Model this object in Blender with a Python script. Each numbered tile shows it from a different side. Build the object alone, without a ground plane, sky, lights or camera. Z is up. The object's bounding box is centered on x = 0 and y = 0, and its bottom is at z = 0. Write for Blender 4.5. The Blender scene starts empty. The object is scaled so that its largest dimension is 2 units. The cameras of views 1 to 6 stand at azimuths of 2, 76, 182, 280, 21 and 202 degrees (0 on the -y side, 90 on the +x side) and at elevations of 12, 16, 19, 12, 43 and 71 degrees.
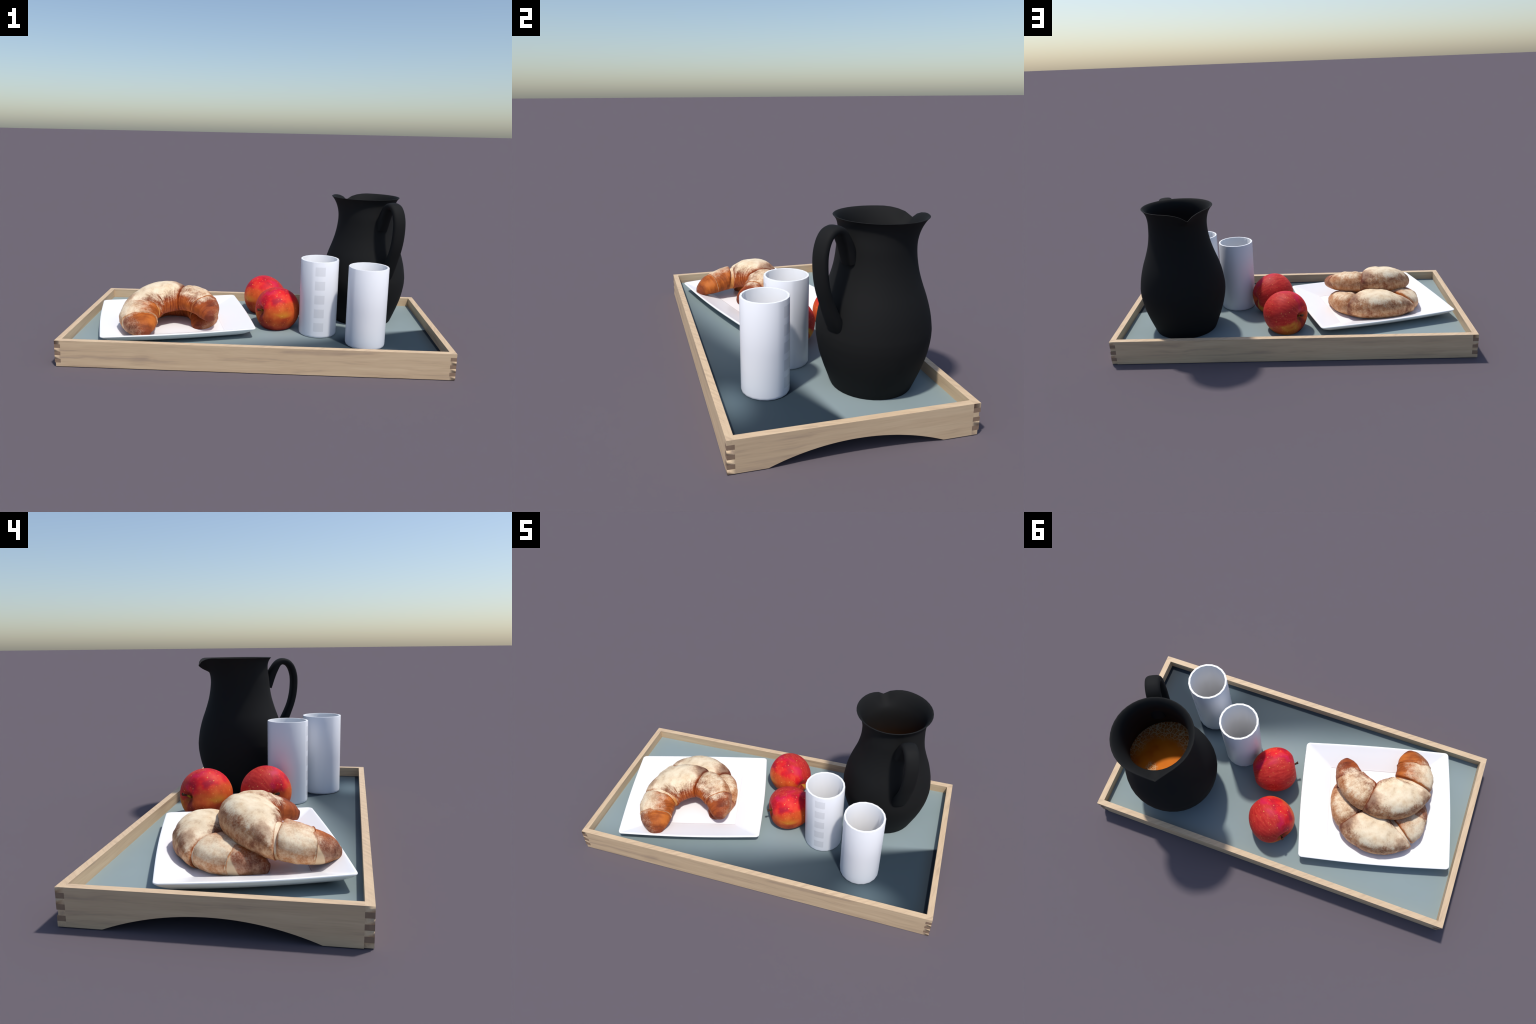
import bpy, bmesh, math, random
import numpy as np
from mathutils import Vector, Matrix, noise

random.seed(7)
scene = bpy.context.scene
COL = scene.collection


# ------------------------------------------------------------------ helpers
def lin(c):
    c = c / 255.0
    return c / 12.92 if c <= 0.04045 else ((c + 0.055) / 1.055) ** 2.4


def tone(r, g, b, k=1.0):
    """base colour from an sRGB triple, scaled by k"""
    return (min(lin(r) * k, 0.95), min(lin(g) * k, 0.95), min(lin(b) * k, 0.95), 1.0)


def obj_from(name, verts, faces, mat=None, parent=None, smooth=True, angle=None):
    me = bpy.data.meshes.new(name)
    me.from_pydata([tuple(v) for v in verts], [], faces)
    me.validate()
    me.update()
    bm = bmesh.new()
    bm.from_mesh(me)
    bmesh.ops.recalc_face_normals(bm, faces=bm.faces)
    bm.to_mesh(me)
    bm.free()
    if smooth:
        me.shade_smooth()
    if angle is not None:
        me.set_sharp_from_angle(angle=math.radians(angle))
    o = bpy.data.objects.new(name, me)
    COL.objects.link(o)
    if mat:
        me.materials.append(mat)
    if parent:
        o.parent = parent
    return o


def empty(name, label, category, loc=(0, 0, 0), rot=None):
    e = bpy.data.objects.new(name, None)
    e.empty_display_size = 0.05
    COL.objects.link(e)
    if rot is not None:
        e.matrix_world = Matrix.Translation(loc) @ rot.to_4x4()
    else:
        e.location = loc
    e["label"] = label
    e["category"] = category
    return e


def loft(rings, closed_ends=True):
    n = len(rings[0])
    verts, faces = [], []
    for r in rings:
        verts.extend(r)
    for i in range(len(rings) - 1):
        for j in range(n):
            k = (j + 1) % n
            faces.append((i * n + j, i * n + k, (i + 1) * n + k, (i + 1) * n + j))
    if closed_ends:
        faces.append(tuple(range(n))[::-1])
        faces.append(tuple((len(rings) - 1) * n + j for j in range(n)))
    return verts, faces


def catmull(pts, m=12):
    pts = [np.array(p, float) for p in pts]
    p = [2 * pts[0] - pts[1]] + pts + [2 * pts[-1] - pts[-2]]
    out = []
    for i in range(1, len(p) - 2):
        for k in range(m):
            t = k / m
            a, b, c, d = p[i - 1], p[i], p[i + 1], p[i + 2]
            out.append(0.5 * (2 * b + (c - a) * t + (2 * a - 5 * b + 4 * c - d) * t * t + (3 * b - a - 3 * c + d) * t ** 3))
    out.append(pts[-1])
    return np.array(out)


def smooth(a, b, x):
    t = min(max((x - a) / (b - a), 0.0), 1.0)
    return t * t * (3 - 2 * t)


# ------------------------------------------------------------------ node helpers
class Mat:
    def __init__(self, name, rough=0.5, spec=0.5):
        self.m = bpy.data.materials.new(name)
        self.m.use_nodes = True
        self.nt = self.m.node_tree
        self.N = self.nt.nodes
        self.b = self.N["Principled BSDF"]
        self.b.inputs["Roughness"].default_value = rough
        self.b.inputs["Specular IOR Level"].default_value = spec
        self.tc = self.N.new("ShaderNodeTexCoord")

    def link(self, a, b):
        self.nt.links.new(a, b)

    def put(self, sock, v):
        if isinstance(v, bpy.types.NodeSocket):
            self.link(v, sock)
        else:
            sock.default_value = v

    def math(self, op, a, b=None, c=None, clamp=False):
        n = self.N.new("ShaderNodeMath")
        n.operation = op
        n.use_clamp = clamp
        self.put(n.inputs[0], a)
        if b is not None:
            self.put(n.inputs[1], b)
        if c is not None:
            self.put(n.inputs[2], c)
        return n.outputs[0]

    def add(self, a, b): return self.math("ADD", a, b)
    def sub(self, a, b): return self.math("SUBTRACT", a, b)
    def mul(self, a, b): return self.math("MULTIPLY", a, b)

    def step(self, x, a, b, lo=0.0, hi=1.0):
        n = self.N.new("ShaderNodeMapRange")
        n.interpolation_type = "SMOOTHSTEP"
        self.put(n.inputs["Value"], x)
        self.put(n.inputs["From Min"], a)
        self.put(n.inputs["From Max"], b)
        self.put(n.inputs["To Min"], lo)
        self.put(n.inputs["To Max"], hi)
        return n.outputs["Result"]

    def xyz(self, vec):
        n = self.N.new("ShaderNodeSeparateXYZ")
        self.link(vec, n.inputs[0])
        return n.outputs

    def mapping(self, vec, scale=(1, 1, 1), rot=(0, 0, 0), loc=(0, 0, 0)):
        n = self.N.new("ShaderNodeMapping")
        self.link(vec, n.inputs[0])
        n.inputs["Scale"].default_value = scale
        n.inputs["Rotation"].default_value = rot
        n.inputs["Location"].default_value = loc
        return n.outputs[0]

    def noise(self, vec, scale=5, detail=4, rough=0.5, dist=0.0):
        n = self.N.new("ShaderNodeTexNoise")
        self.link(vec, n.inputs["Vector"])
        n.inputs["Scale"].default_value = scale
        n.inputs["Detail"].default_value = detail
        n.inputs["Roughness"].default_value = rough
        n.inputs["Distortion"].default_value = dist
        return n.outputs["Fac"]

    def voronoi(self, vec, scale=5, feature="F1", rnd=1.0):
        n = self.N.new("ShaderNodeTexVoronoi")
        n.feature = feature
        self.link(vec, n.inputs["Vector"])
        n.inputs["Scale"].default_value = scale
        n.inputs["Randomness"].default_value = rnd
        return n

    def mix(self, fac, a, b, blend="MIX"):
        n = self.N.new("ShaderNodeMix")
        n.data_type = "RGBA"
        n.blend_type = blend
        n.clamp_factor = True
        self.put(n.inputs[0], fac)
        self.put(n.inputs[6], a)
        self.put(n.inputs[7], b)
        return n.outputs[2]

    def ramp(self, fac, stops):
        n = self.N.new("ShaderNodeValToRGB")
        self.link(fac, n.inputs[0])
        e = n.color_ramp.elements
        while len(e) < len(stops):
            e.new(0.5)
        for el, (p, c) in zip(e, stops):
            el.position = p
            el.color = c
        return n.outputs[0]

    def bump(self, height, strength=0.2, dist=0.01):
        n = self.N.new("ShaderNodeBump")
        n.inputs["Strength"].default_value = strength
        n.inputs["Distance"].default_value = dist
        self.link(height, n.inputs["Height"])
        self.link(n.outputs[0], self.b.inputs["Normal"])

    def color(self, c):
        self.put(self.b.inputs["Base Color"], c)
        return self.m


# ------------------------------------------------------------------ materials
def wood_material(name, along):
    """pale oak; 'along' is the axis index the grain runs along"""
    M = Mat(name, 0.55, 0.3)
    P = M.tc.outputs["Object"]
    nz = M.math("ABSOLUTE", M.xyz(M.tc.outputs["Normal"])[2])
    top = M.step(nz, 0.6, 0.9)
    sc = [34, 34, 34]
    sc[along] = 1.6
    wav = M.noise(M.mapping(P, tuple(2.2 if i == along else 7 for i in range(3))), 1.0, 2)
    warp = M.N.new("ShaderNodeVectorMath")
    warp.operation = "MULTIPLY_ADD"
    M.link(wav, warp.inputs[0])
    warp.inputs[1].default_value = tuple(0 if i == along else 0.06 for i in range(3))
    M.link(P, warp.inputs[2])
    grain = M.noise(M.mapping(warp.outputs[0], tuple(sc)), 1.0, 5, 0.62)
    fine = M.noise(M.mapping(P, tuple(6 if i == along else 190 for i in range(3))), 1.0, 3, 0.6)
    # slanted rays on the top edge of the boards
    ang = -0.62 if along == 0 else 0.12
    tg = M.noise(M.mapping(M.mapping(P, rot=(0, 0, ang)), (50, 9, 1) if along == 1 else (9, 75, 1)), 1.0, 4, 0.6)
    g = M.mix(top, grain, tg)
    side = M.ramp(g, [(0.28, tone(180, 155, 132)), (0.44, tone(208, 180, 146)), (0.72, tone(220, 194, 159))])
    upper = M.ramp(tg, [(0.28, tone(192, 166, 137)), (0.48, tone(212, 184, 150)), (0.72, tone(219, 193, 158))])
    c = M.mix(top, side, upper)
    c = M.mix(M.mul(M.step(fine, 0.42, 0.75), 0.20), c, tone(170, 144, 114))
    M.bump(fine, 0.08, 0.002)
    return M.color(c)


def end_grain_material():
    M = Mat("end_grain_oak", 0.6, 0.2)
    n = M.noise(M.tc.outputs["Object"], 60, 3)
    return M.color(M.ramp(n, [(0.3, tone(142, 117, 97)), (0.7, tone(153, 127, 105))]))


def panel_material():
    """pale grey green panel, a baked shadow painted deep blue over one front corner,
    its painted penumbra sharp on the right and very soft on the left"""
    M = Mat("panel_baked_shadow", 0.6, 0.12)
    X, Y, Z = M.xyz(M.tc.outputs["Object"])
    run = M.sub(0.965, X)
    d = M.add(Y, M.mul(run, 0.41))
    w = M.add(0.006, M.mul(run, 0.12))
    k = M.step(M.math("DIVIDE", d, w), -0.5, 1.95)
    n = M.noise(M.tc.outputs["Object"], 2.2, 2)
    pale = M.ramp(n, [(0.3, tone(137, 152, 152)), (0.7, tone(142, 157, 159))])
    # shadow paint lightened toward the left, and by the front cup for bounced light
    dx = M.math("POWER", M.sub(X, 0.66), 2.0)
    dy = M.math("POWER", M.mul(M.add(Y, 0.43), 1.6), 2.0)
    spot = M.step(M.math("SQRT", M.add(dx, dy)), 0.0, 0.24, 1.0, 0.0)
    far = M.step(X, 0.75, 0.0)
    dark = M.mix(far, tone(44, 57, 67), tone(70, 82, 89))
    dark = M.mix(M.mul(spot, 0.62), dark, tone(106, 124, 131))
    dark = M.mix(M.mul(M.step(X, 0.88, 0.97), 0.6), dark, tone(38, 42, 46))  # contact shade of the right wall darkened into the panel
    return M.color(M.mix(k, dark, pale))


def plate_material():
    M = Mat("white_glazed_porcelain", 0.25, 0.5)
    X, Y, Z = M.xyz(M.tc.outputs["Object"])
    ax, ay = M.math("ABSOLUTE", X), M.math("ABSOLUTE", Y)
    # hair-thin pinkish line around the flat well, absent along the back
    lx = M.mul(M.step(M.math("ABSOLUTE", M.sub(ax, 0.255)), 0.0006, 0.0022, 1, 0), M.math("LESS_THAN", ay, 0.207))
    ly = M.mul(M.step(M.math("ABSOLUTE", M.sub(ay, 0.207)), 0.0006, 0.0022, 1, 0), M.math("LESS_THAN", ax, 0.255))
    front = M.step(Y, -0.12, -0.2)
    line = M.math("MAXIMUM", M.mul(ly, M.mul(front, 0.55)), M.mul(lx, 0.16))
    return M.color(M.mix(line, (0.98, 0.975, 0.98, 1), tone(150, 120, 122)))


def cup_material(name, mark, baked_lit_from, baked_lit_to):
    """white porcelain with a column of five pale grey squares at angle 'mark' (degrees)
    and shading tinted grey into the white outside the given lit angles"""
    M = Mat(name, 0.35, 0.4)
    X, Y, Z = M.xyz(M.tc.outputs["Object"])
    a = M.math("ARCTAN2", Y, X)

    def off(deg):
        d = M.sub(a, math.radians(deg))
        return M.math("ARCTAN2", M.math("SINE", d), M.math("COSINE", d))

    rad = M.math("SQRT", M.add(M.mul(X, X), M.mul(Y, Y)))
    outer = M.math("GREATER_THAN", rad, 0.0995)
    inx = M.step(M.math("ABSOLUTE", off(mark)), 0.255, 0.275, 1, 0)
    zz = M.math("FRACT", M.math("DIVIDE", M.sub(Z, 0.0385), 0.0775))
    inz = M.mul(M.math("LESS_THAN", zz, 0.63), M.mul(M.math("GREATER_THAN", Z, 0.0385), M.math("LESS_THAN", Z, 0.41)))
    sq = M.mul(M.mul(inx, inz), outer)
    mid = 0.5 * (baked_lit_from + baked_lit_to)
    half = math.radians(0.5 * (baked_lit_to - baked_lit_from))
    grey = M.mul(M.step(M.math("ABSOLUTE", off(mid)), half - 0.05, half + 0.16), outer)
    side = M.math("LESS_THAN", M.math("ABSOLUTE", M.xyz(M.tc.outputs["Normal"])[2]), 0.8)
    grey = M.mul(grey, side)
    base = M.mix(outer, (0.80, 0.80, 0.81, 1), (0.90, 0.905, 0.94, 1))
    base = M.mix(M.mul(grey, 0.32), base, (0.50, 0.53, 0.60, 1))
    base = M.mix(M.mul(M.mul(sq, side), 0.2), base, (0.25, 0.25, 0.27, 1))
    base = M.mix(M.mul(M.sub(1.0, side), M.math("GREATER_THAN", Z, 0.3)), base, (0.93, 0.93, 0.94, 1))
    return M.color(base)


def jug_material():
    M = Mat("matt_black_stoneware", 0.75, 0.12)
    n = M.noise(M.tc.outputs["Object"], 40, 3)
    M.bump(n, 0.03, 0.002)
    return M.color((0.0125, 0.0127, 0.0128, 1))


def drink_material():
    M = Mat("amber_drink", 0.5, 0.06)
    P = M.tc.outputs["Object"]
    X, Y, Z = M.xyz(P)
    r = M.math("SQRT", M.add(M.mul(X, X), M.mul(Y, Y)))
    n = M.noise(P, 9, 3)
    base = M.ramp(n, [(0.35, tone(196, 92, 10)), (0.5, tone(212, 112, 16)), (0.7, tone(222, 124, 20))])
    big = M.voronoi(P, 44, "DISTANCE_TO_EDGE").outputs["Distance"]
    small = M.voronoi(M.mapping(P, loc=(3, 1, 0)), 85, "DISTANCE_TO_EDGE").outputs["Distance"]
    edge = M.math("MAXIMUM", M.step(big, 0.02, 0.09, 1, 0), M.mul(M.step(small, 0.02, 0.11, 1, 0), 0.6))
    zone = M.step(M.add(M.add(r, M.mul(M.add(X, Y), -0.2)), M.mul(M.sub(n, 0.5), 0.10)), 0.095, 0.165)
    raft = M.math("SQRT", M.add(M.math("POWER", M.sub(X, 0.05), 2.0), M.math("POWER", M.sub(Y, 0.085), 2.0)))
    zone = M.math("MAXIMUM", zone, M.step(M.add(raft, M.mul(M.sub(n, 0.5), 0.05)), 0.045, 0.015))
    c = M.mix(M.mul(zone, 0.35), base, tone(120, 66, 16))
    c = M.mix(M.mul(M.mul(edge, zone), 0.9), c, tone(226, 196, 150))
    return M.color(c)


def apple_material():
    M = Mat("apple_skin", 0.58, 0.22)
    P = M.tc.outputs["Object"]
    X, Y, Z = M.xyz(P)
    ang = M.math("ARCTAN2", Y, X)                       # 0 = top of the lying apple
    r = M.math("SQRT", M.add(M.mul(X, X), M.mul(Y, Y)))
    sweep = M.noise(M.mapping(P, (1, 1, 0.3)), 13, 4, 0.55)
    cloud = M.noise(M.mapping(P, loc=(4, 2, 7)), 17, 3, 0.5)
    a = M.add(ang, M.mul(M.sub(sweep, 0.5), 1.3))
    # streaks running stem to calyx: noise on the unit circle
    circ = M.N.new("ShaderNodeCombineXYZ")
    M.link(M.math("DIVIDE", X, M.add(r, 0.002)), circ.inputs[0])
    M.link(M.math("DIVIDE", Y, M.add(r, 0.002)), circ.inputs[1])
    M.link(M.mul(Z, 3.0), circ.inputs[2])
    streak = M.noise(circ.outputs[0], 11, 4, 0.6)
    red = M.ramp(streak, [(0.3, tone(178, 36, 32)), (0.5, tone(198, 46, 42)), (0.7, tone(208, 66, 52))])
    bright = M.ramp(cloud, [(0.34, tone(186, 22, 44)), (0.5, tone(220, 30, 38)), (0.66, tone(226, 66, 44))])
    # brighter clean red band on the near upper side, edged with magenta
    near = M.mul(M.step(a, 0.15, -0.1), M.step(a, -1.5, -1.1))
    c = M.mix(near, red, bright)
    mag = M.mul(M.mul(M.step(M.math("ABSOLUTE", M.sub(a, 0.0)), 0.0, 0.34, 1, 0), M.step(cloud, 0.36, 0.6)), 0.8)
    c = M.mix(mag, c, tone(204, 20, 76))
    plum = M.mul(M.mul(M.step(M.math("ABSOLUTE", M.add(a, 0.72)), 0.0, 0.32, 1, 0), M.step(cloud, 0.56, 0.40)), M.step(Z, 0.02, 0.08))
    c = M.mix(M.mul(plum, 0.3), c, tone(132, 26, 56))
    # warm orange flank with a yellow patch, second one under the stem
    flank = M.mul(M.step(a, -0.8, -1.25), M.step(a, -2.7, -2.1))
    c = M.mix(flank, c, M.ramp(cloud, [(0.3, tone(178, 58, 26)), (0.5, tone(208, 82, 34)), (0.7, tone(222, 104, 46))]))
    yel = M.mul(M.step(M.math("ABSOLUTE", M.add(a, 1.62)), 0.0, 0.42, 1, 0),
                M.mul(M.step(M.math("ABSOLUTE", M.sub(Z, 0.035)), 0.01, 0.075, 1, 0), M.step(sweep, 0.34, 0.6)))
    c = M.mix(M.mul(yel, 0.9), c, tone(214, 148, 44))
    under = M.mul(M.step(a, 1.75, 2.25), M.step(a, 3.1, 2.7))
    c = M.mix(M.mul(under, 0.85), c, M.ramp(sweep, [(0.38, tone(196, 84, 30)), (0.62, tone(216, 160, 56))]))
    low = M.math("MAXIMUM", M.step(a, -2.15, -2.7), M.step(a, 2.75, 3.1))  # underside self-shadow, coloured into the skin as dark red
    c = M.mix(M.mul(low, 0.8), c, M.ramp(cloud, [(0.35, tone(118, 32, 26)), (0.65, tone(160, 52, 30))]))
    cup = M.mul(M.step(r, 0.042, 0.010), M.math("GREATER_THAN", Z, 0.0))
    c = M.mix(M.mul(cup, 0.7), c, tone(110, 40, 20))
    for sc, lo, off, amt in ((58, 0.30, 0, 0.8), (95, 0.45, 5, 0.55)):
        v = M.voronoi(M.mapping(P, (1, 1, 0.8), loc=(off, 0, 0)), sc)
        size = M.N.new("ShaderNodeSeparateColor")
        M.link(v.outputs["Color"], size.inputs[0])
        dot = M.step(v.outputs["Distance"], 0.06, 0.24, 1, 0)
        dot = M.mul(dot, M.step(size.outputs[0], lo, 0.85))
        c = M.mix(M.mul(dot, amt), c, tone(236, 164, 92))
    return M.color(c)


def stem_material():
    M = Mat("apple_stem_bark", 0.7, 0.2)
    Z = M.xyz(M.tc.outputs["Object"])[2]
    return M.color(M.ramp(M.step(Z, 0.085, 0.135), [(0.1, tone(70, 52, 16)), (0.45, tone(178, 148, 34)), (0.62, tone(160, 128, 40)), (0.8, tone(70, 48, 34))]))


# croissant crust: which tone sits on the inner flank, outer flank and top of each piece
def crust_material(name, inner, outer, flour=(0.2, 0.9), dust=0.5, centre=(-0.01, -0.07), turn=(-0.15, 0.25), streaky=0.0, scorch=(), lean=0.0, fade=None, fold=False):
    """inner: two tones of the flank facing the hollow of the crescent; outer: three tones of the
    far flank; flour: normal heights between which the flour cover fades in; dust: thin film on the far flank"""
    M = Mat(name, 0.62, 0.2)
    P = M.tc.outputs["Object"]
    X, Y, Z = M.xyz(P)
    NX, NY, NZ = M.xyz(M.tc.outputs["Normal"])
    cx, cy = M.sub(X, centre[0]), M.sub(Y, centre[1])
    rr = M.add(M.math("SQRT", M.add(M.mul(cx, cx), M.mul(cy, cy))), 0.01)
    out = M.math("DIVIDE", M.add(M.mul(NX, cx), M.mul(NY, cy)), rr)
    blot = M.noise(P, 32, 6, 0.66)
    soft = M.noise(P, 11, 3, 0.5)
    speck = M.noise(P, 165, 4, 0.7)
    # drips of flour and crust running across the roll
    bearing = M.N.new("ShaderNodeCombineXYZ")
    M.link(M.mul(M.math("ARCTAN2", cy, cx), 0.22), bearing.inputs[0])
    M.link(M.mul(Z, 0.16), bearing.inputs[1])
    M.link(M.mul(rr, 0.16), bearing.inputs[2])
    drip = M.noise(bearing.outputs[0], 60, 4, 0.6)
    inn = M.ramp(M.add(M.mul(soft, 0.45), M.add(M.mul(drip, 0.4), M.mul(blot, 0.15))), [(0.38, tone(*[q * 0.8 for q in inner[0]])), (0.47, tone(*inner[0])), (0.60, tone(*inner[1]))])
    outc = M.ramp(M.add(M.mul(soft, 0.45), M.mul(blot, 0.55)), [(0.37, tone(*outer[0])), (0.49, tone(*outer[1])), (0.60, tone(*outer[2]))])
    c = M.mix(M.step(out, turn[0], turn[1]), inn, outc)
    # warmer tan toward the base of the far flank
    c = M.mix(M.mul(M.mul(M.step(Z, 0.055, 0.012), M.step(out, 0.1, 0.5)), 0.6), c, tone(196, 132, 72))
    keep = 1.0
    for sx, sy, size, amt in scorch:
        d2 = M.math("SQRT", M.add(M.math("POWER", M.sub(X, sx), 2.0), M.math("POWER", M.sub(Y, sy), 2.0)))
        d2 = M.add(d2, M.mul(M.sub(blot, 0.5), 0.07))
        c = M.mix(M.mul(M.step(d2, size, size * 0.3), amt), c, tone(104, 50, 34))
        keep = M.mul(keep, M.step(d2, size * 0.4, size * 1.2, 1.0 - 0.85 * amt, 1.0))
    if fade:
        c = M.mix(M.mul(M.step(M.add(Y, M.mul(M.sub(blot, 0.5), 0.03)), -0.155, -0.19), 0.75), c, tone(122, 56, 36))
    h = M.add(M.add(NZ, M.add(M.mul(M.sub(blot, 0.5), 0.6), M.mul(M.sub(soft, 0.5), 0.5))), M.mul(M.sub(speck, 0.5), 0.8))
    h = M.add(h, M.mul(M.sub(drip, 0.5), streaky))
    if lean:
        h = M.add(h, M.mul(out, lean))
    if fade:
        h = M.add(h, M.step(Y, fade[0], fade[1], -0.5, 0.25))
    thick = M.step(h, flour[0], flour[1])
    film = M.mul(M.mul(M.step(M.add(out, M.mul(M.sub(speck, 0.5), 1.4)), 0.0, 0.6), M.step(M.add(M.mul(blot, 0.6), M.mul(speck, 0.4)), 0.36, 0.66)), dust)
    f = M.math("MAXIMUM", thick, film)
    if scorch:
        f = M.mul(f, keep)
    c = M.mix(f, c, M.ramp(M.add(M.mul(soft, 0.6), M.mul(blot, 0.4)), [(0.36, tone(222, 194, 156)), (0.6, tone(243, 226, 196))]))
    if fold:
        # bare dough showing where the last turn lifts off the tip
        reach = M.add(M.mul(M.sub(0.088, Z), 0.62), M.mul(M.sub(soft, 0.5), 0.03))
        m = M.mul(M.step(M.add(M.add(reach, 0.066), Y), 0.0, 0.008), M.step(out, 0.45, 0.6))
        c = M.mix(M.mul(m, 0.85), c, tone(230, 200, 160))
    M.bump(M.add(blot, M.mul(speck, 0.35)), 0.2, 0.005)
    return M.color(c)


# ------------------------------------------------------------------ tray
TH, TW = 0.136, 0.03


def box(x0, x1, y0, y1, z0, z1):
    v = [(x, y, z) for x in (x0, x1) for y in (y0, y1) for z in (z0, z1)]
    f = [(0, 1, 3, 2), (4, 6, 7, 5), (0, 4, 5, 1), (2, 3, 7, 6), (0, 2, 6, 4), (1, 5, 7, 3)]
    return v, f


def bevel(o, w, seg=2):
    b = o.modifiers.new("bevel", "BEVEL")
    b.width = w
    b.segments = seg
    b.limit_method = "ANGLE"


# finger faces given black shading: corner and course -> (axis of the face, dark along the outer arris?)
DARK_FACES = {(-1, -1, 6): (1, True), (-1, -1, 0): (0, False), (-1, 1, 6): (1, False), (-1, 1, 2): (1, False), (1, 1, 6): (0, False), (1, 1, 4): (1, True), (1, 1, 0): (1, True)}


def build_tray():
    tray = empty("serving_tray", "long pale oak serving tray with slate grey panel and finger-jointed corners", "serving tray")
    oak_x, oak_y, dark = wood_material("oak_long_grain", 0), wood_material("oak_cross_grain", 1), end_grain_material()
    L, W = 1.0 - TW, 0.5 - TW
    for s in (-1, 1):
        v, f = box(-L, L, min(s * W, s * 0.5), max(s * W, s * 0.5), 0, TH)
        obj_from("long_side", v, f, oak_x, tray, smooth=False)
    # short sides with an arched hand hold cut from below
    n = 40
    half, rise = 0.349, 0.066
    R = (half * half + rise * rise) / (2 * rise)
    for s in (-1, 1):
        xo, xi = s * 1.0, s * L
        ys = [-W, -half] + [half * math.sin(-math.pi / 2 + math.pi * (i + 1) / (n + 1)) for i in range(n)] + [half, W]
        low = [0.0 if abs(y) >= half else math.sqrt(R * R - y * y) - (R - rise) for y in ys]
        rings = []
        for y, z in zip(ys, low):
            rings.append([(xi, y, z), (xo, y, z), (xo, y, TH), (xi, y, TH)])
        v, f = loft(rings)
        obj_from("short_side", v, f, oak_y, tray, smooth=False)
    # finger joints: seven courses per corner, dark end grain alternating with pale fingers
    h = TH / 7
    for sx in (-1, 1):
        for sy in (-1, 1):
            x0, x1 = sorted((sx * L, sx * 1.0))
            y0, y1 = sorted((sy * W, sy * 0.5))
            for k in range(7):
                z0, z1 = k * h, (k + 1) * h
                cut = [x0, x1, y0, y1]
                dark_face = DARK_FACES.get((sx, sy, k))
                if dark_face and k < 6:
                    # finger set back slightly, a recess modelled to show the black shading
                    i = (1 if sx > 0 else 0) if dark_face[0] == 0 else (3 if sy > 0 else 2)
                    cut[i] -= (sx if dark_face[0] == 0 else sy) * 0.005
                v, f = box(*cut, z0, z1)
                if k % 2:
                    obj_from("dark_joint_finger", v, f, dark, tray, smooth=False)
                    continue
                o = obj_from("joint_finger", v, f, oak_x, tray, smooth=False)
                bent_normals = (k in (2, 4) and not dark_face) or (dark_face and k == 6) or (k == 0 and sx > 0 and not dark_face)
                if bent_normals:
                    # flat finger, normals bent at the outer arris to draw bright and dark shading
                    me = o.data
                    bm = bmesh.new()
                    bm.from_mesh(me)
                    bmesh.ops.triangulate(bm, faces=bm.faces)
                    bm.to_mesh(me)
                    bm.free()
                    me.shade_smooth()
                    ns = []
                    for p in me.polygons:
                        for li in p.loop_indices:
                            co = me.vertices[me.loops[li].vertex_index].co
                            nv = Vector(p.normal)
                            if abs(nv.z) < 0.5 and abs(co.x) > 0.99 and abs(co.y) > 0.49:
                                up = co.z > (z0 + z1) / 2
                                nv = Vector((sx * 0.5, sy * 0.5, 0)) + nv * 0.3 + Vector((0, 0, 1.1 if up else -1.6))
                                nv.normalize()
                            if dark_face and abs(p.normal[dark_face[0]]) > 0.5:
                                edge = abs(co.x) > 0.99 and abs(co.y) > 0.49
                                if edge == dark_face[1]:
                                    nv = (Vector(p.normal) * 0.15 - Vector((0, 0, 1))).normalized()
                                else:
                                    nv = Vector(p.normal)
                            ns.append(nv)
                    me.normals_split_custom_set(ns)
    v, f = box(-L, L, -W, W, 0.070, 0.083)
    obj_from("base_panel", v, f, panel_material(), tray, smooth=False)


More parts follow.
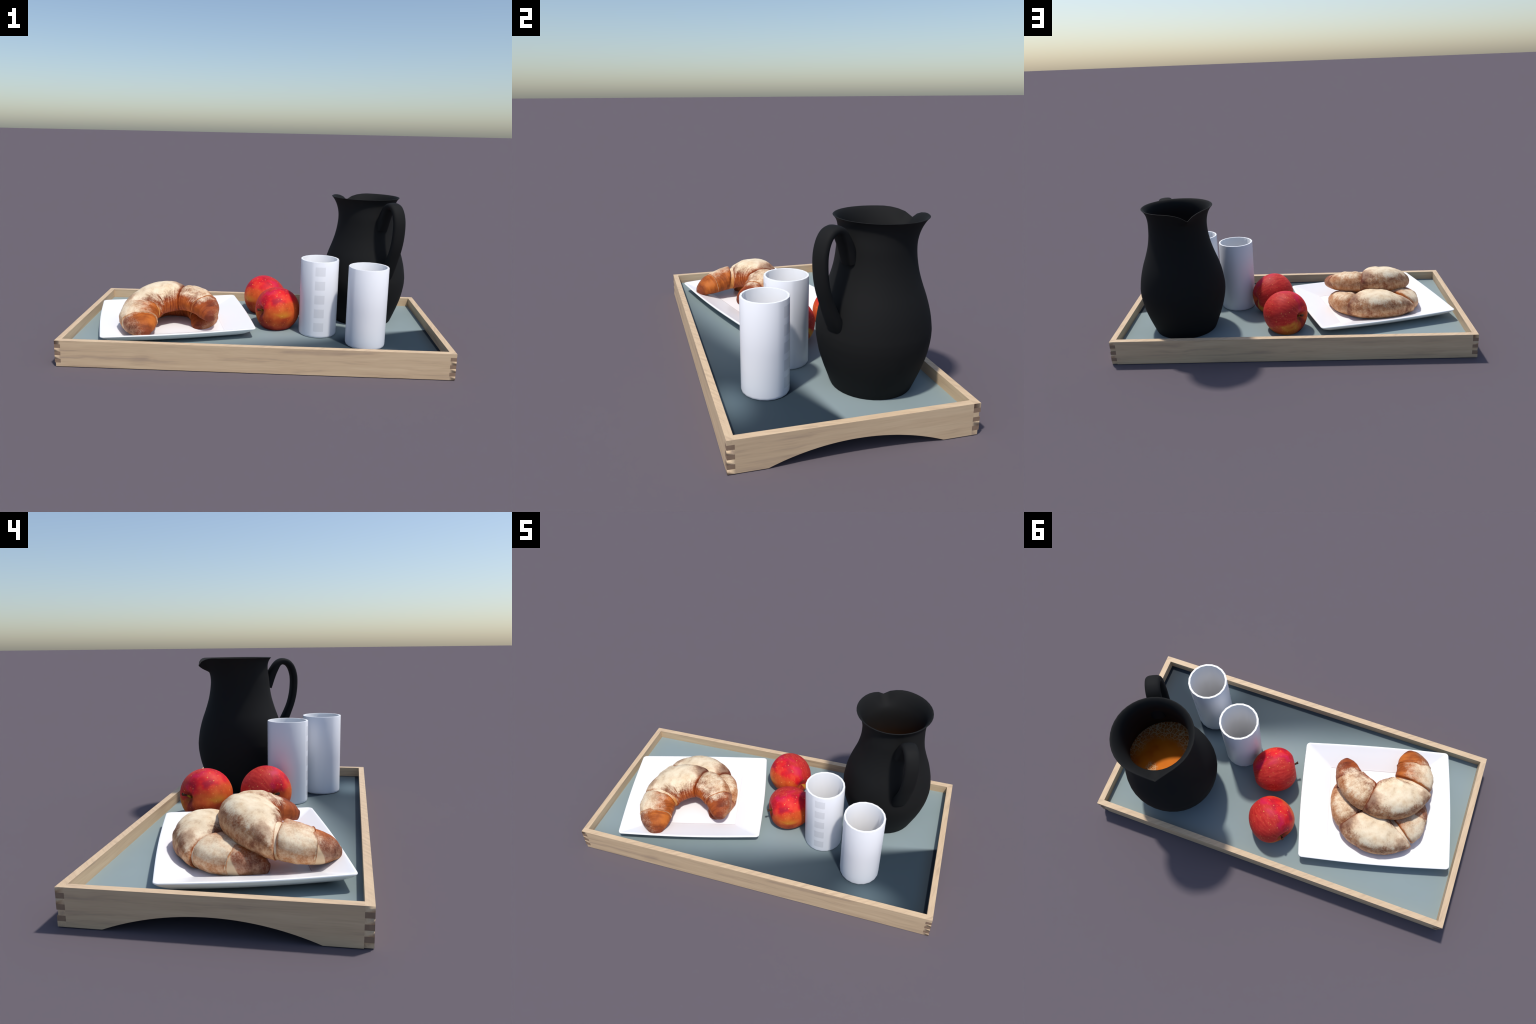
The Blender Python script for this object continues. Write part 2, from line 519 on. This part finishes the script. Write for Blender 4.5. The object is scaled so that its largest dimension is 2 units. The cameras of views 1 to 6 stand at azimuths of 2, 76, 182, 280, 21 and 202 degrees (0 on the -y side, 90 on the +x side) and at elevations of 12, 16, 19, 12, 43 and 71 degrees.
# ------------------------------------------------------------------ plate
def build_plate():
    N = 120

    def ring(hx, hy, rc, z, bow=0.0, sag=0.0):
        pts = []
        per = [(hx - rc) * 2, rc * math.pi / 2, (hy - rc) * 2, rc * math.pi / 2] * 2
        seg = [22, 8, 22, 8] * 2
        corners = [(1, -1), (1, 1), (-1, 1), (-1, -1)]
        for q in range(4):
            cx, cy = corners[q]
            px, py = cx * (hx - rc), cy * (hy - rc)
            a0 = -math.pi / 2 + q * math.pi / 2
            for i in range(9):
                a = a0 + i / 8 * math.pi / 2
                pts.append((px + rc * math.cos(a), py + rc * math.sin(a), z))
            nx, ny = corners[(q + 1) % 4]
            ex, ey = nx * (hx - rc), ny * (hy - rc)
            a = a0 + math.pi / 2
            for i in range(1, 22):
                t = i / 22
                k = math.sin(math.pi * t) ** 1.0
                pts.append((px + (ex - px) * t + (rc + bow * k) * math.cos(a),
                            py + (ey - py) * t + (rc + bow * k) * math.sin(a), z - sag * k))
        return pts

    prof = [(0.02, 0.016, 0.005, 0.016, 0, 0), (0.20, 0.16, 0.008, 0.016, 0, 0), (0.250, 0.202, 0.008, 0.016, 0, 0),
            (0.255, 0.207, 0.008, 0.0163, 0, 0), (0.262, 0.214, 0.010, 0.0185, 0.001, 0.0), (0.30, 0.246, 0.014, 0.031, 0.003, 0.001),
            (0.35, 0.288, 0.014, 0.046, 0.006, 0.002), (0.385, 0.317, 0.016, 0.0575, 0.008, 0.003), (0.398, 0.326, 0.017, 0.0618, 0.009, 0.0035),
            (0.403, 0.330, 0.018, 0.0628, 0.009, 0.0035), (0.407, 0.334, 0.020, 0.0612, 0.009, 0.0035), (0.408, 0.335, 0.021, 0.058, 0.009, 0.0035),
            (0.405, 0.332, 0.021, 0.0545, 0.009, 0.003), (0.397, 0.324, 0.022, 0.045, 0.009, 0.003), (0.368, 0.298, 0.03, 0.024, 0.008, 0.003), (0.335, 0.270, 0.03, 0.009, 0.006, 0.001),
            (0.30, 0.245, 0.03, 0.002, 0.002, 0), (0.28, 0.226, 0.03, 0.001, 0, 0), (0.26, 0.21, 0.03, 0.0005, 0, 0), (0.05, 0.04, 0.02, 0.0005, 0, 0)]
    v, f = loft([ring(*p) for p in prof])
    o = obj_from("dinner_plate", v, f, plate_material(), None, angle=50)
    o.location = (-0.4745, -0.0265, 0.083)
    o.rotation_euler = (0, 0, math.radians(14.9))
    o["label"] = "white rectangular porcelain plate with raised sloping rim"
    o["category"] = "plate"


# ------------------------------------------------------------------ cups
def build_cup(loc, mat):
    N = 20
    H, R = 0.424, 0.104
    prof = [(0.0, 0.0), (0.096, 0.0), (0.1005, 0.002), (0.1032, 0.007), (R, 0.014), (R, 0.20), (R, H - 0.0015), (R - 0.001, H), (0.0945, H),
            (0.0935, H - 0.0015), (0.0925, 0.20), (0.092, 0.03), (0.085, 0.018), (0.0, 0.016)]
    rings = []
    for r, z in prof:
        rr = max(r, 1e-4)
        rings.append([(rr * math.cos(2 * math.pi * (j + .5) / N), rr * math.sin(2 * math.pi * (j + .5) / N), z) for j in range(N)])
    v, f = loft(rings)
    o = obj_from("drinking_cup", v, f, mat, None, angle=50)
    o.location = loc
    o["label"] = "tall straight white porcelain cup with faint grey squares"
    o["category"] = "cup"


# ------------------------------------------------------------------ jug
JUG = (0.626, 0.205, 0.083)
SPOUT = math.atan2(0.202, -0.095)


def build_jug():
    jug = empty("drink_jug", "tall matt black stoneware jug with pinched spout, filled with amber drink", "jug", JUG)
    mat = jug_material()
    z0 = JUG[2]
    key = [(0.0, 0.1715), (0.003, 0.1745), (0.014, 0.1795), (0.037, 0.1885), (0.067, 0.2000), (0.097, 0.211), (0.157, 0.2295), (0.217, 0.2405),
           (0.25, 0.2425), (0.277, 0.2415), (0.337, 0.2325), (0.397, 0.2165), (0.457, 0.195), (0.517, 0.177), (0.577, 0.1665), (0.627, 0.1633),
           (0.66, 0.1645), (0.69, 0.170), (0.711, 0.178), (0.726, 0.187), (0.736, 0.196)]
    curve = catmull([(r, z) for z, r in key], 4)
    N = 40
    top = 0.736

    def place(r, z, phi, inset=0.0):
        b = smooth(0.60, top, z) ** 1.2
        d = (phi - SPOUT + math.pi) % (2 * math.pi) - math.pi
        tip = max(0.0, 1.0 - abs(d) / 0.24)
        br = max(0.0, 1.0 - abs(d) / 0.62)
        br = br * br * (3 - 2 * br)
        k = smooth(0.655, top, z)
        r = r - inset + tip * 0.010 * k + br * 0.006 * k
        z = z - tip * 0.036 * smooth(0.64, top, z) - (0.004 * br + 0.006 * math.exp(-((abs(d) - 0.3) / 0.16) ** 2)) * smooth(0.64, top, z)
        sh = 0.0215 * b
        return (r * math.cos(phi) + sh * math.cos(SPOUT), r * math.sin(phi) + sh * math.sin(SPOUT), z)

    def wall(z):
        return 0.007 + 0.012 * smooth(0.70, 0.48, z)

    # one station exactly on the spout so the pinch stays crisp
    phis = [SPOUT + 2 * math.pi * j / N for j in range(N)]
    outer = [[place(r, z, p) for p in phis] for r, z in curve]
    lip = [[place(r, z, p, 0.002) for p in phis] for r, z in ((0.196, top + 0.0015),)]
    lip += [[place(r, z, p, 0.006) for p in phis] for r, z in ((0.196, top + 0.0005),)]
    inner = [[place(r, z, p, wall(z)) for p in phis] for r, z in reversed(curve) if 0.03 < z < top - 0.004]
    bottom = [[(0.001 * math.cos(p), 0.001 * math.sin(p), 0.0) for p in phis]]
    endcap = [[(0.001 * math.cos(p), 0.001 * math.sin(p), 0.03) for p in phis]]
    v, f = loft(bottom + outer + lip + inner + endcap)
    body = obj_from("jug_body", v, f, mat, jug, angle=75)

    # handle: flattened strap swept in the plane opposite the spout
    hd = Vector((-math.cos(SPOUT), -math.sin(SPOUT), 0))
    side = Vector((-hd.y, hd.x, 0))
    path = catmull([(0.155, 0.655), (0.178, 0.716), (0.199, 0.756), (0.218, 0.783), (0.237, 0.7945), (0.256, 0.7955), (0.280, 0.786), (0.301, 0.760),
                    (0.3145, 0.718), (0.317, 0.670), (0.3115, 0.612), (0.2975, 0.556), (0.277, 0.505), (0.254, 0.455), (0.232, 0.415), (0.21, 0.385)], 4)
    M = 20
    rings = []
    for i, (rho, z) in enumerate(path):
        a = path[max(i - 1, 0)]
        b = path[min(i + 1, len(path) - 1)]
        t = np.array(b) - np.array(a)
        t /= np.linalg.norm(t)
        nrm = (-t[1], t[0])
        u = i / (len(path) - 1)
        th = 0.0180 + 0.009 * smooth(0.25, 0.0, u) + 0.010 * smooth(0.75, 1.0, u)
        wd = 0.0365 + 0.004 * smooth(0.7, 1.0, u)
        ring = []
        for j in range(M):
            q = 2 * math.pi * j / M
            ca, sa = math.cos(q), math.sin(q)
            x = math.copysign(abs(ca) ** 0.72, ca) * th
            y = math.copysign(abs(sa) ** 0.72, sa) * wd
            p = hd * (rho + 0.0015 + nrm[0] * x) + side * y
            ring.append((p.x, p.y, z - z0 + nrm[1] * x))
        rings.append(ring)
    v, f = loft(rings)
    obj_from("jug_handle", v, f, mat, jug, angle=60)

    zl = LIQUID - z0
    rl = float(np.interp(zl, [k[0] for k in key], [k[1] for k in key])) - wall(zl) - 0.0005
    rings = [[(r * math.cos(p), r * math.sin(p), z) for p in phis] for r, z in
             ((0.001, zl - 0.02), (rl - 0.01, zl - 0.02), (rl, zl - 0.004), (rl, zl + 0.0012), (rl - 0.004, zl), (0.1, zl), (0.001, zl))]
    v, f = loft(rings)
    obj_from("amber_drink_surface", v, f, drink_material(), jug, angle=60)


LIQUID = 0.482


# ------------------------------------------------------------------ apples
def build_apples():
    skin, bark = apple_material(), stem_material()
    N, K = 64, 48
    rings = []
    for i in range(K + 1):
        th = math.pi * i / K
        th = min(max(th, 0.004), math.pi - 0.004)
        ring = []
        for j in range(N):
            ph = 2 * math.pi * j / N
            c, s = math.cos(th), math.sin(th)
            rho = 0.1265 * s ** 0.93 * (1 + 0.085 * c + 0.03 * (c * c - 0.4))
            rho *= 1 + 0.012 * math.cos(5 * ph + 0.6) * (0.35 + 0.65 * (c < 0) * -c) + 0.018 * math.cos(2 * ph + 0.4)
            z = 0.127 * c
            z -= 0.034 * math.exp(-(rho / 0.032) ** 2) if c > 0 else -0.022 * math.exp(-(rho / 0.034) ** 2)
            ring.append((rho * math.cos(ph), rho * math.sin(ph), z))
        rings.append(ring)
    v, f = loft(rings)
    me = None
    stem_me = None
    for (cen, ax, lean) in (((0.041, 0.262, 0.181), (-0.80, 0.60, 0.04), (0.018, 0.012)), ((0.120, -0.010, 0.184), (-0.862, -0.50, 0.05), (0.012, -0.012))):
        Zv = Vector(ax).normalized()
        Xv = (Vector((0, 0, 1)) - Zv * Zv.z).normalized()
        Yv = Zv.cross(Xv)
        rot = Matrix((Xv, Yv, Zv)).transposed()
        e = empty("apple", "ripe red apple lying on its side, orange flank, short stem", "apple", cen, rot)
        if me is None:
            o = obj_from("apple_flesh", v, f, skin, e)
            me = o.data
        else:
            o = bpy.data.objects.new("apple_flesh", me)
            COL.objects.link(o)
            o.parent = e
        pts = catmull([(0, 0, 0.076), (0.002, 0.001, 0.10), (lean[0] * .6, lean[1] * .6, 0.118), (lean[0], lean[1], 0.139)], 5)
        sr = []
        for i, p in enumerate(pts):
            u = i / (len(pts) - 1)
            r = 0.0052 + 0.0024 * smooth(0.75, 1.0, u) + 0.002 * smooth(0.2, 0, u)
            sr.append([(p[0] + r * math.cos(2 * math.pi * j / 10), p[1] + r * math.sin(2 * math.pi * j / 10), p[2]) for j in range(10)])
        sv, sf = loft(sr)
        obj_from("apple_stem", sv, sf, bark, e, angle=60)


# ------------------------------------------------------------------ croissants
SPINE = catmull([(-0.207, -0.192), (-0.205, -0.133), (-0.202, -0.083), (-0.188, -0.022), (-0.152, 0.042), (-0.088, 0.093), (-0.001, 0.104),
                 (0.081, 0.081), (0.143, 0.026), (0.175, -0.053), (0.172, -0.127), (0.164, -0.196)], 10)
ARC = np.concatenate([[0], np.cumsum(np.linalg.norm(np.diff(SPINE, axis=0), axis=1))])


def spine(s):
    e = 0.004
    f = lambda q: np.array([np.interp(q, ARC, SPINE[:, 0]), np.interp(q, ARC, SPINE[:, 1])])
    p = f(s)
    t = f(min(s + 0.02, ARC[-1])) - f(max(s - 0.02, 0))
    return p, t / np.linalg.norm(t)


def crescent_piece(stations, lump=0.004, seed=0.0, n=88, m=72):
    """loft along the crescent; a station is (s, half width, height, slant across, lean of the top along the roll)"""
    st = np.array([tuple(q) + (0.0,) * (5 - len(q)) for q in stations], float)
    st_c = catmull(st, 8)
    # even spacing along the piece
    d = np.concatenate([[0], np.cumsum(np.linalg.norm(np.diff(st_c[:, :3] * [1, 1, 1], axis=0), axis=1))])
    rings = []
    for u in np.linspace(0, d[-1], m):
        s, w, h, sk, ti = (np.interp(u, d, st_c[:, k]) for k in range(5))
        w, h = max(w, 0.0008), max(h, 0.0008)
        lo = st[:, 2].max() * 0.45
        ring = []
        for j in range(n):
            a = 2 * math.pi * j / n
            ca, sa = math.cos(a), math.sin(a)
            lat = w * math.copysign(abs(ca) ** 0.92, ca)
            zc = 0.44 * min(h, st[:, 2].max())
            if sa >= 0:
                z = zc + (h - 0.44 * h) * sa ** 0.95
            else:
                z = zc - 0.44 * h * abs(sa) ** 0.8
            z += 0.012 * smooth(0.11, 0.0, s)
            # end caps stay at mid height
            z += (1 - smooth(0, 0.05, h)) * 0.03
            q, t = spine(s)
            along = sk * lat + ti * z
            x = q[0] - t[1] * lat + t[0] * along
            y = q[1] + t[0] * lat + t[1] * along
            p = Vector((x, y, z))
            nn = noise.noise(p * 13 + Vector((seed, 0, 0))) + 0.55 * noise.noise(p * 29 + Vector((seed, 3, 0))) - 0.45 * abs(noise.noise(p * 46 + Vector((seed, 5, 2))))
            c = Vector((q[0], q[1], zc))
            dirv = (p - c)
            if dirv.length > 1e-5 and sa > -0.6:
                p += dirv.normalized() * nn * lump * smooth(0.0, 0.05, h)
            ring.append((p.x, p.y, max(p.z, 0.012 * smooth(0.11, 0.0, s))))
        rings.append(ring)
    return loft(rings)


def build_croissants():
    orange = ((154, 76, 26), (190, 104, 40))
    amber = ((140, 60, 24), (188, 98, 38))
    brown = ((136, 70, 40), (176, 110, 64), (206, 146, 90))
    tan = ((156, 90, 50), (190, 126, 78), (208, 154, 106))
    rust = ((100, 46, 30), (134, 66, 38), (160, 92, 56))
    mats = {
        "left_tip": crust_material("crust_orange_tip", orange, rust, (1.1, 1.8), 0.28, (0.1, -0.17), (0.1, 0.5), lean=0.4, fade=(-0.14, -0.08), fold=True),
        "left_horn": crust_material("crust_left_horn", orange, tan, (0.5, 1.5), 0.5, (0.0, -0.05), (-0.1, 0.3), lean=0.75),
        "collar": crust_material("crust_pale_collar", ((186, 120, 60), (210, 156, 94)), ((200, 160, 116), (218, 182, 138), (226, 194, 154)), (0.15, 0.95), 0.45, lean=0.6),
        "middle": crust_material("crust_middle", amber, brown, (0.24, 0.92), 0.38, streaky=0.9, scorch=((0.125, 0.12, 0.08, 0.9), (-0.20, 0.125, 0.05, 0.6))),
        "right_horn": crust_material("crust_right_horn", amber, tan, (0.52, 1.2), 0.36, streaky=0.5, lean=0.15),
        "right_tip": crust_material("crust_right_tip", ((126, 54, 26), (168, 82, 34)), rust, (0.95, 1.55), 0.2, (-0.1, -0.17), (0.45, 0.8), fade=(-0.14, -0.08)),
    }
    # stations along the crescent: (arc length, half width, height, slant of the section)
    pieces = [
        ("croissant_tip", "left_tip", [(0.0, 0.0, 0.0, 0), (0.004, 0.022, 0.032, 0), (0.020, 0.044, 0.060, 0), (0.048, 0.066, 0.085, 0.05),
                                      (0.085, 0.085, 0.104, 0.1), (0.108, 0.0915, 0.110, 0.1), (0.125, 0.094, 0.111, 0.1), (0.16, 0.088, 0.10, 0.1), (0.165, 0.0, 0.0, 0.1)], 0.004, 1.0),
        ("croissant_horn", "left_horn", [(0.110, 0.0, 0.0, 0.14), (0.111, 0.089, 0.107, 0.14), (0.116, 0.0950, 0.1125, 0.14), (0.130, 0.1005, 0.118, 0.12, 0.03), (0.16, 0.105, 0.124, 0.08, 0.12), (0.188, 0.108, 0.129, 0.08, 0.24),
                                        (0.199, 0.1075, 0.128, 0.08, 0.28), (0.206, 0.102, 0.120, 0.08, 0.28), (0.2085, 0.09, 0.105, 0.08, 0.28), (0.209, 0.0, 0.0, 0.08, 0.28)], 0.006, 2.0),
        ("croissant_collar", "collar", [(0.18, 0.0, 0.0, 0, 0.28), (0.182, 0.090, 0.100, 0, 0.28), (0.21, 0.098, 0.109, 0, 0.28), (0.26, 0.095, 0.110, 0, 0.28), (0.262, 0.0, 0.0, 0, 0.28)], 0.004, 3.0),
        ("croissant_middle", "middle", [(0.222, 0.0, 0.0, -0.05, 0.28), (0.223, 0.10, 0.100, -0.05, 0.28), (0.227, 0.114, 0.117, -0.05, 0.28), (0.241, 0.117, 0.130, -0.03, 0.24), (0.275, 0.116, 0.143, 0, 0.14), (0.33, 0.118, 0.155, 0),
                                       (0.40, 0.117, 0.161, 0.02), (0.45, 0.111, 0.156, 0.05), (0.485, 0.105, 0.147, 0.08), (0.507, 0.098, 0.134, 0.08), (0.517, 0.086, 0.115, 0.08), (0.521, 0.068, 0.09, 0.08), (0.522, 0.0, 0.0, 0.08)], 0.005, 4.0),
        ("croissant_horn", "right_horn", [(0.48, 0.0, 0.0, 0.08), (0.485, 0.078, 0.104, 0.08), (0.513, 0.083, 0.112, 0.08), (0.53, 0.090, 0.121, 0.07), (0.565, 0.093, 0.127, 0.04), (0.61, 0.091, 0.121, 0), (0.65, 0.086, 0.110, 0), (0.668, 0.082, 0.103, 0),
                                         (0.677, 0.074, 0.094, 0), (0.679, 0.0, 0.0, 0)], 0.006, 5.0),
        ("croissant_tip", "right_tip", [(0.64, 0.0, 0.0, 0), (0.642, 0.074, 0.092, 0), (0.68, 0.078, 0.097, 0), (0.72, 0.070, 0.087, 0), (0.76, 0.054, 0.072, 0), (0.785, 0.036, 0.054, 0), (0.798, 0.018, 0.032, 0),
                                       (0.802, 0.0, 0.0, 0)], 0.004, 6.0),
    ]
    meshes = []
    for name, key, st, lump, seed in pieces:
        v, f = crescent_piece(st, lump, seed)
        meshes.append((name, v, f, mats[key]))
    flat = Matrix.Rotation(0.045, 3, "X") @ Matrix.Rotation(-0.057, 3, "Z")
    lean = Matrix(((0.882, -0.469, -0.058), (0.451, 0.872, -0.193), (0.141, 0.144, 0.980))).to_quaternion().to_matrix()
    lean = Matrix.Rotation(-0.025, 3, "X") @ lean
    first = None
    for loc, rot in ((Vector((-0.477, 0.033, 0.087)), flat), (Vector((-0.473, -0.122, 0.160)), lean)):
        e = empty("croissant", "golden brown crescent roll dusted with flour, rolled in overlapping turns", "croissant", loc, rot)
        if first is None:
            first = [obj_from(n, v, f, m, e, angle=70).data for n, v, f, m in meshes]
            names = [n for n, *_ in meshes]
        else:
            for n, me in zip(names, first):
                o = bpy.data.objects.new(n, me)
                COL.objects.link(o)
                o.parent = e


build_tray()
build_plate()
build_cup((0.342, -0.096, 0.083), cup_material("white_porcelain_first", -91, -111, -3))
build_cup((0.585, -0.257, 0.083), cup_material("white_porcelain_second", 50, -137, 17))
build_jug()
build_apples()
build_croissants()
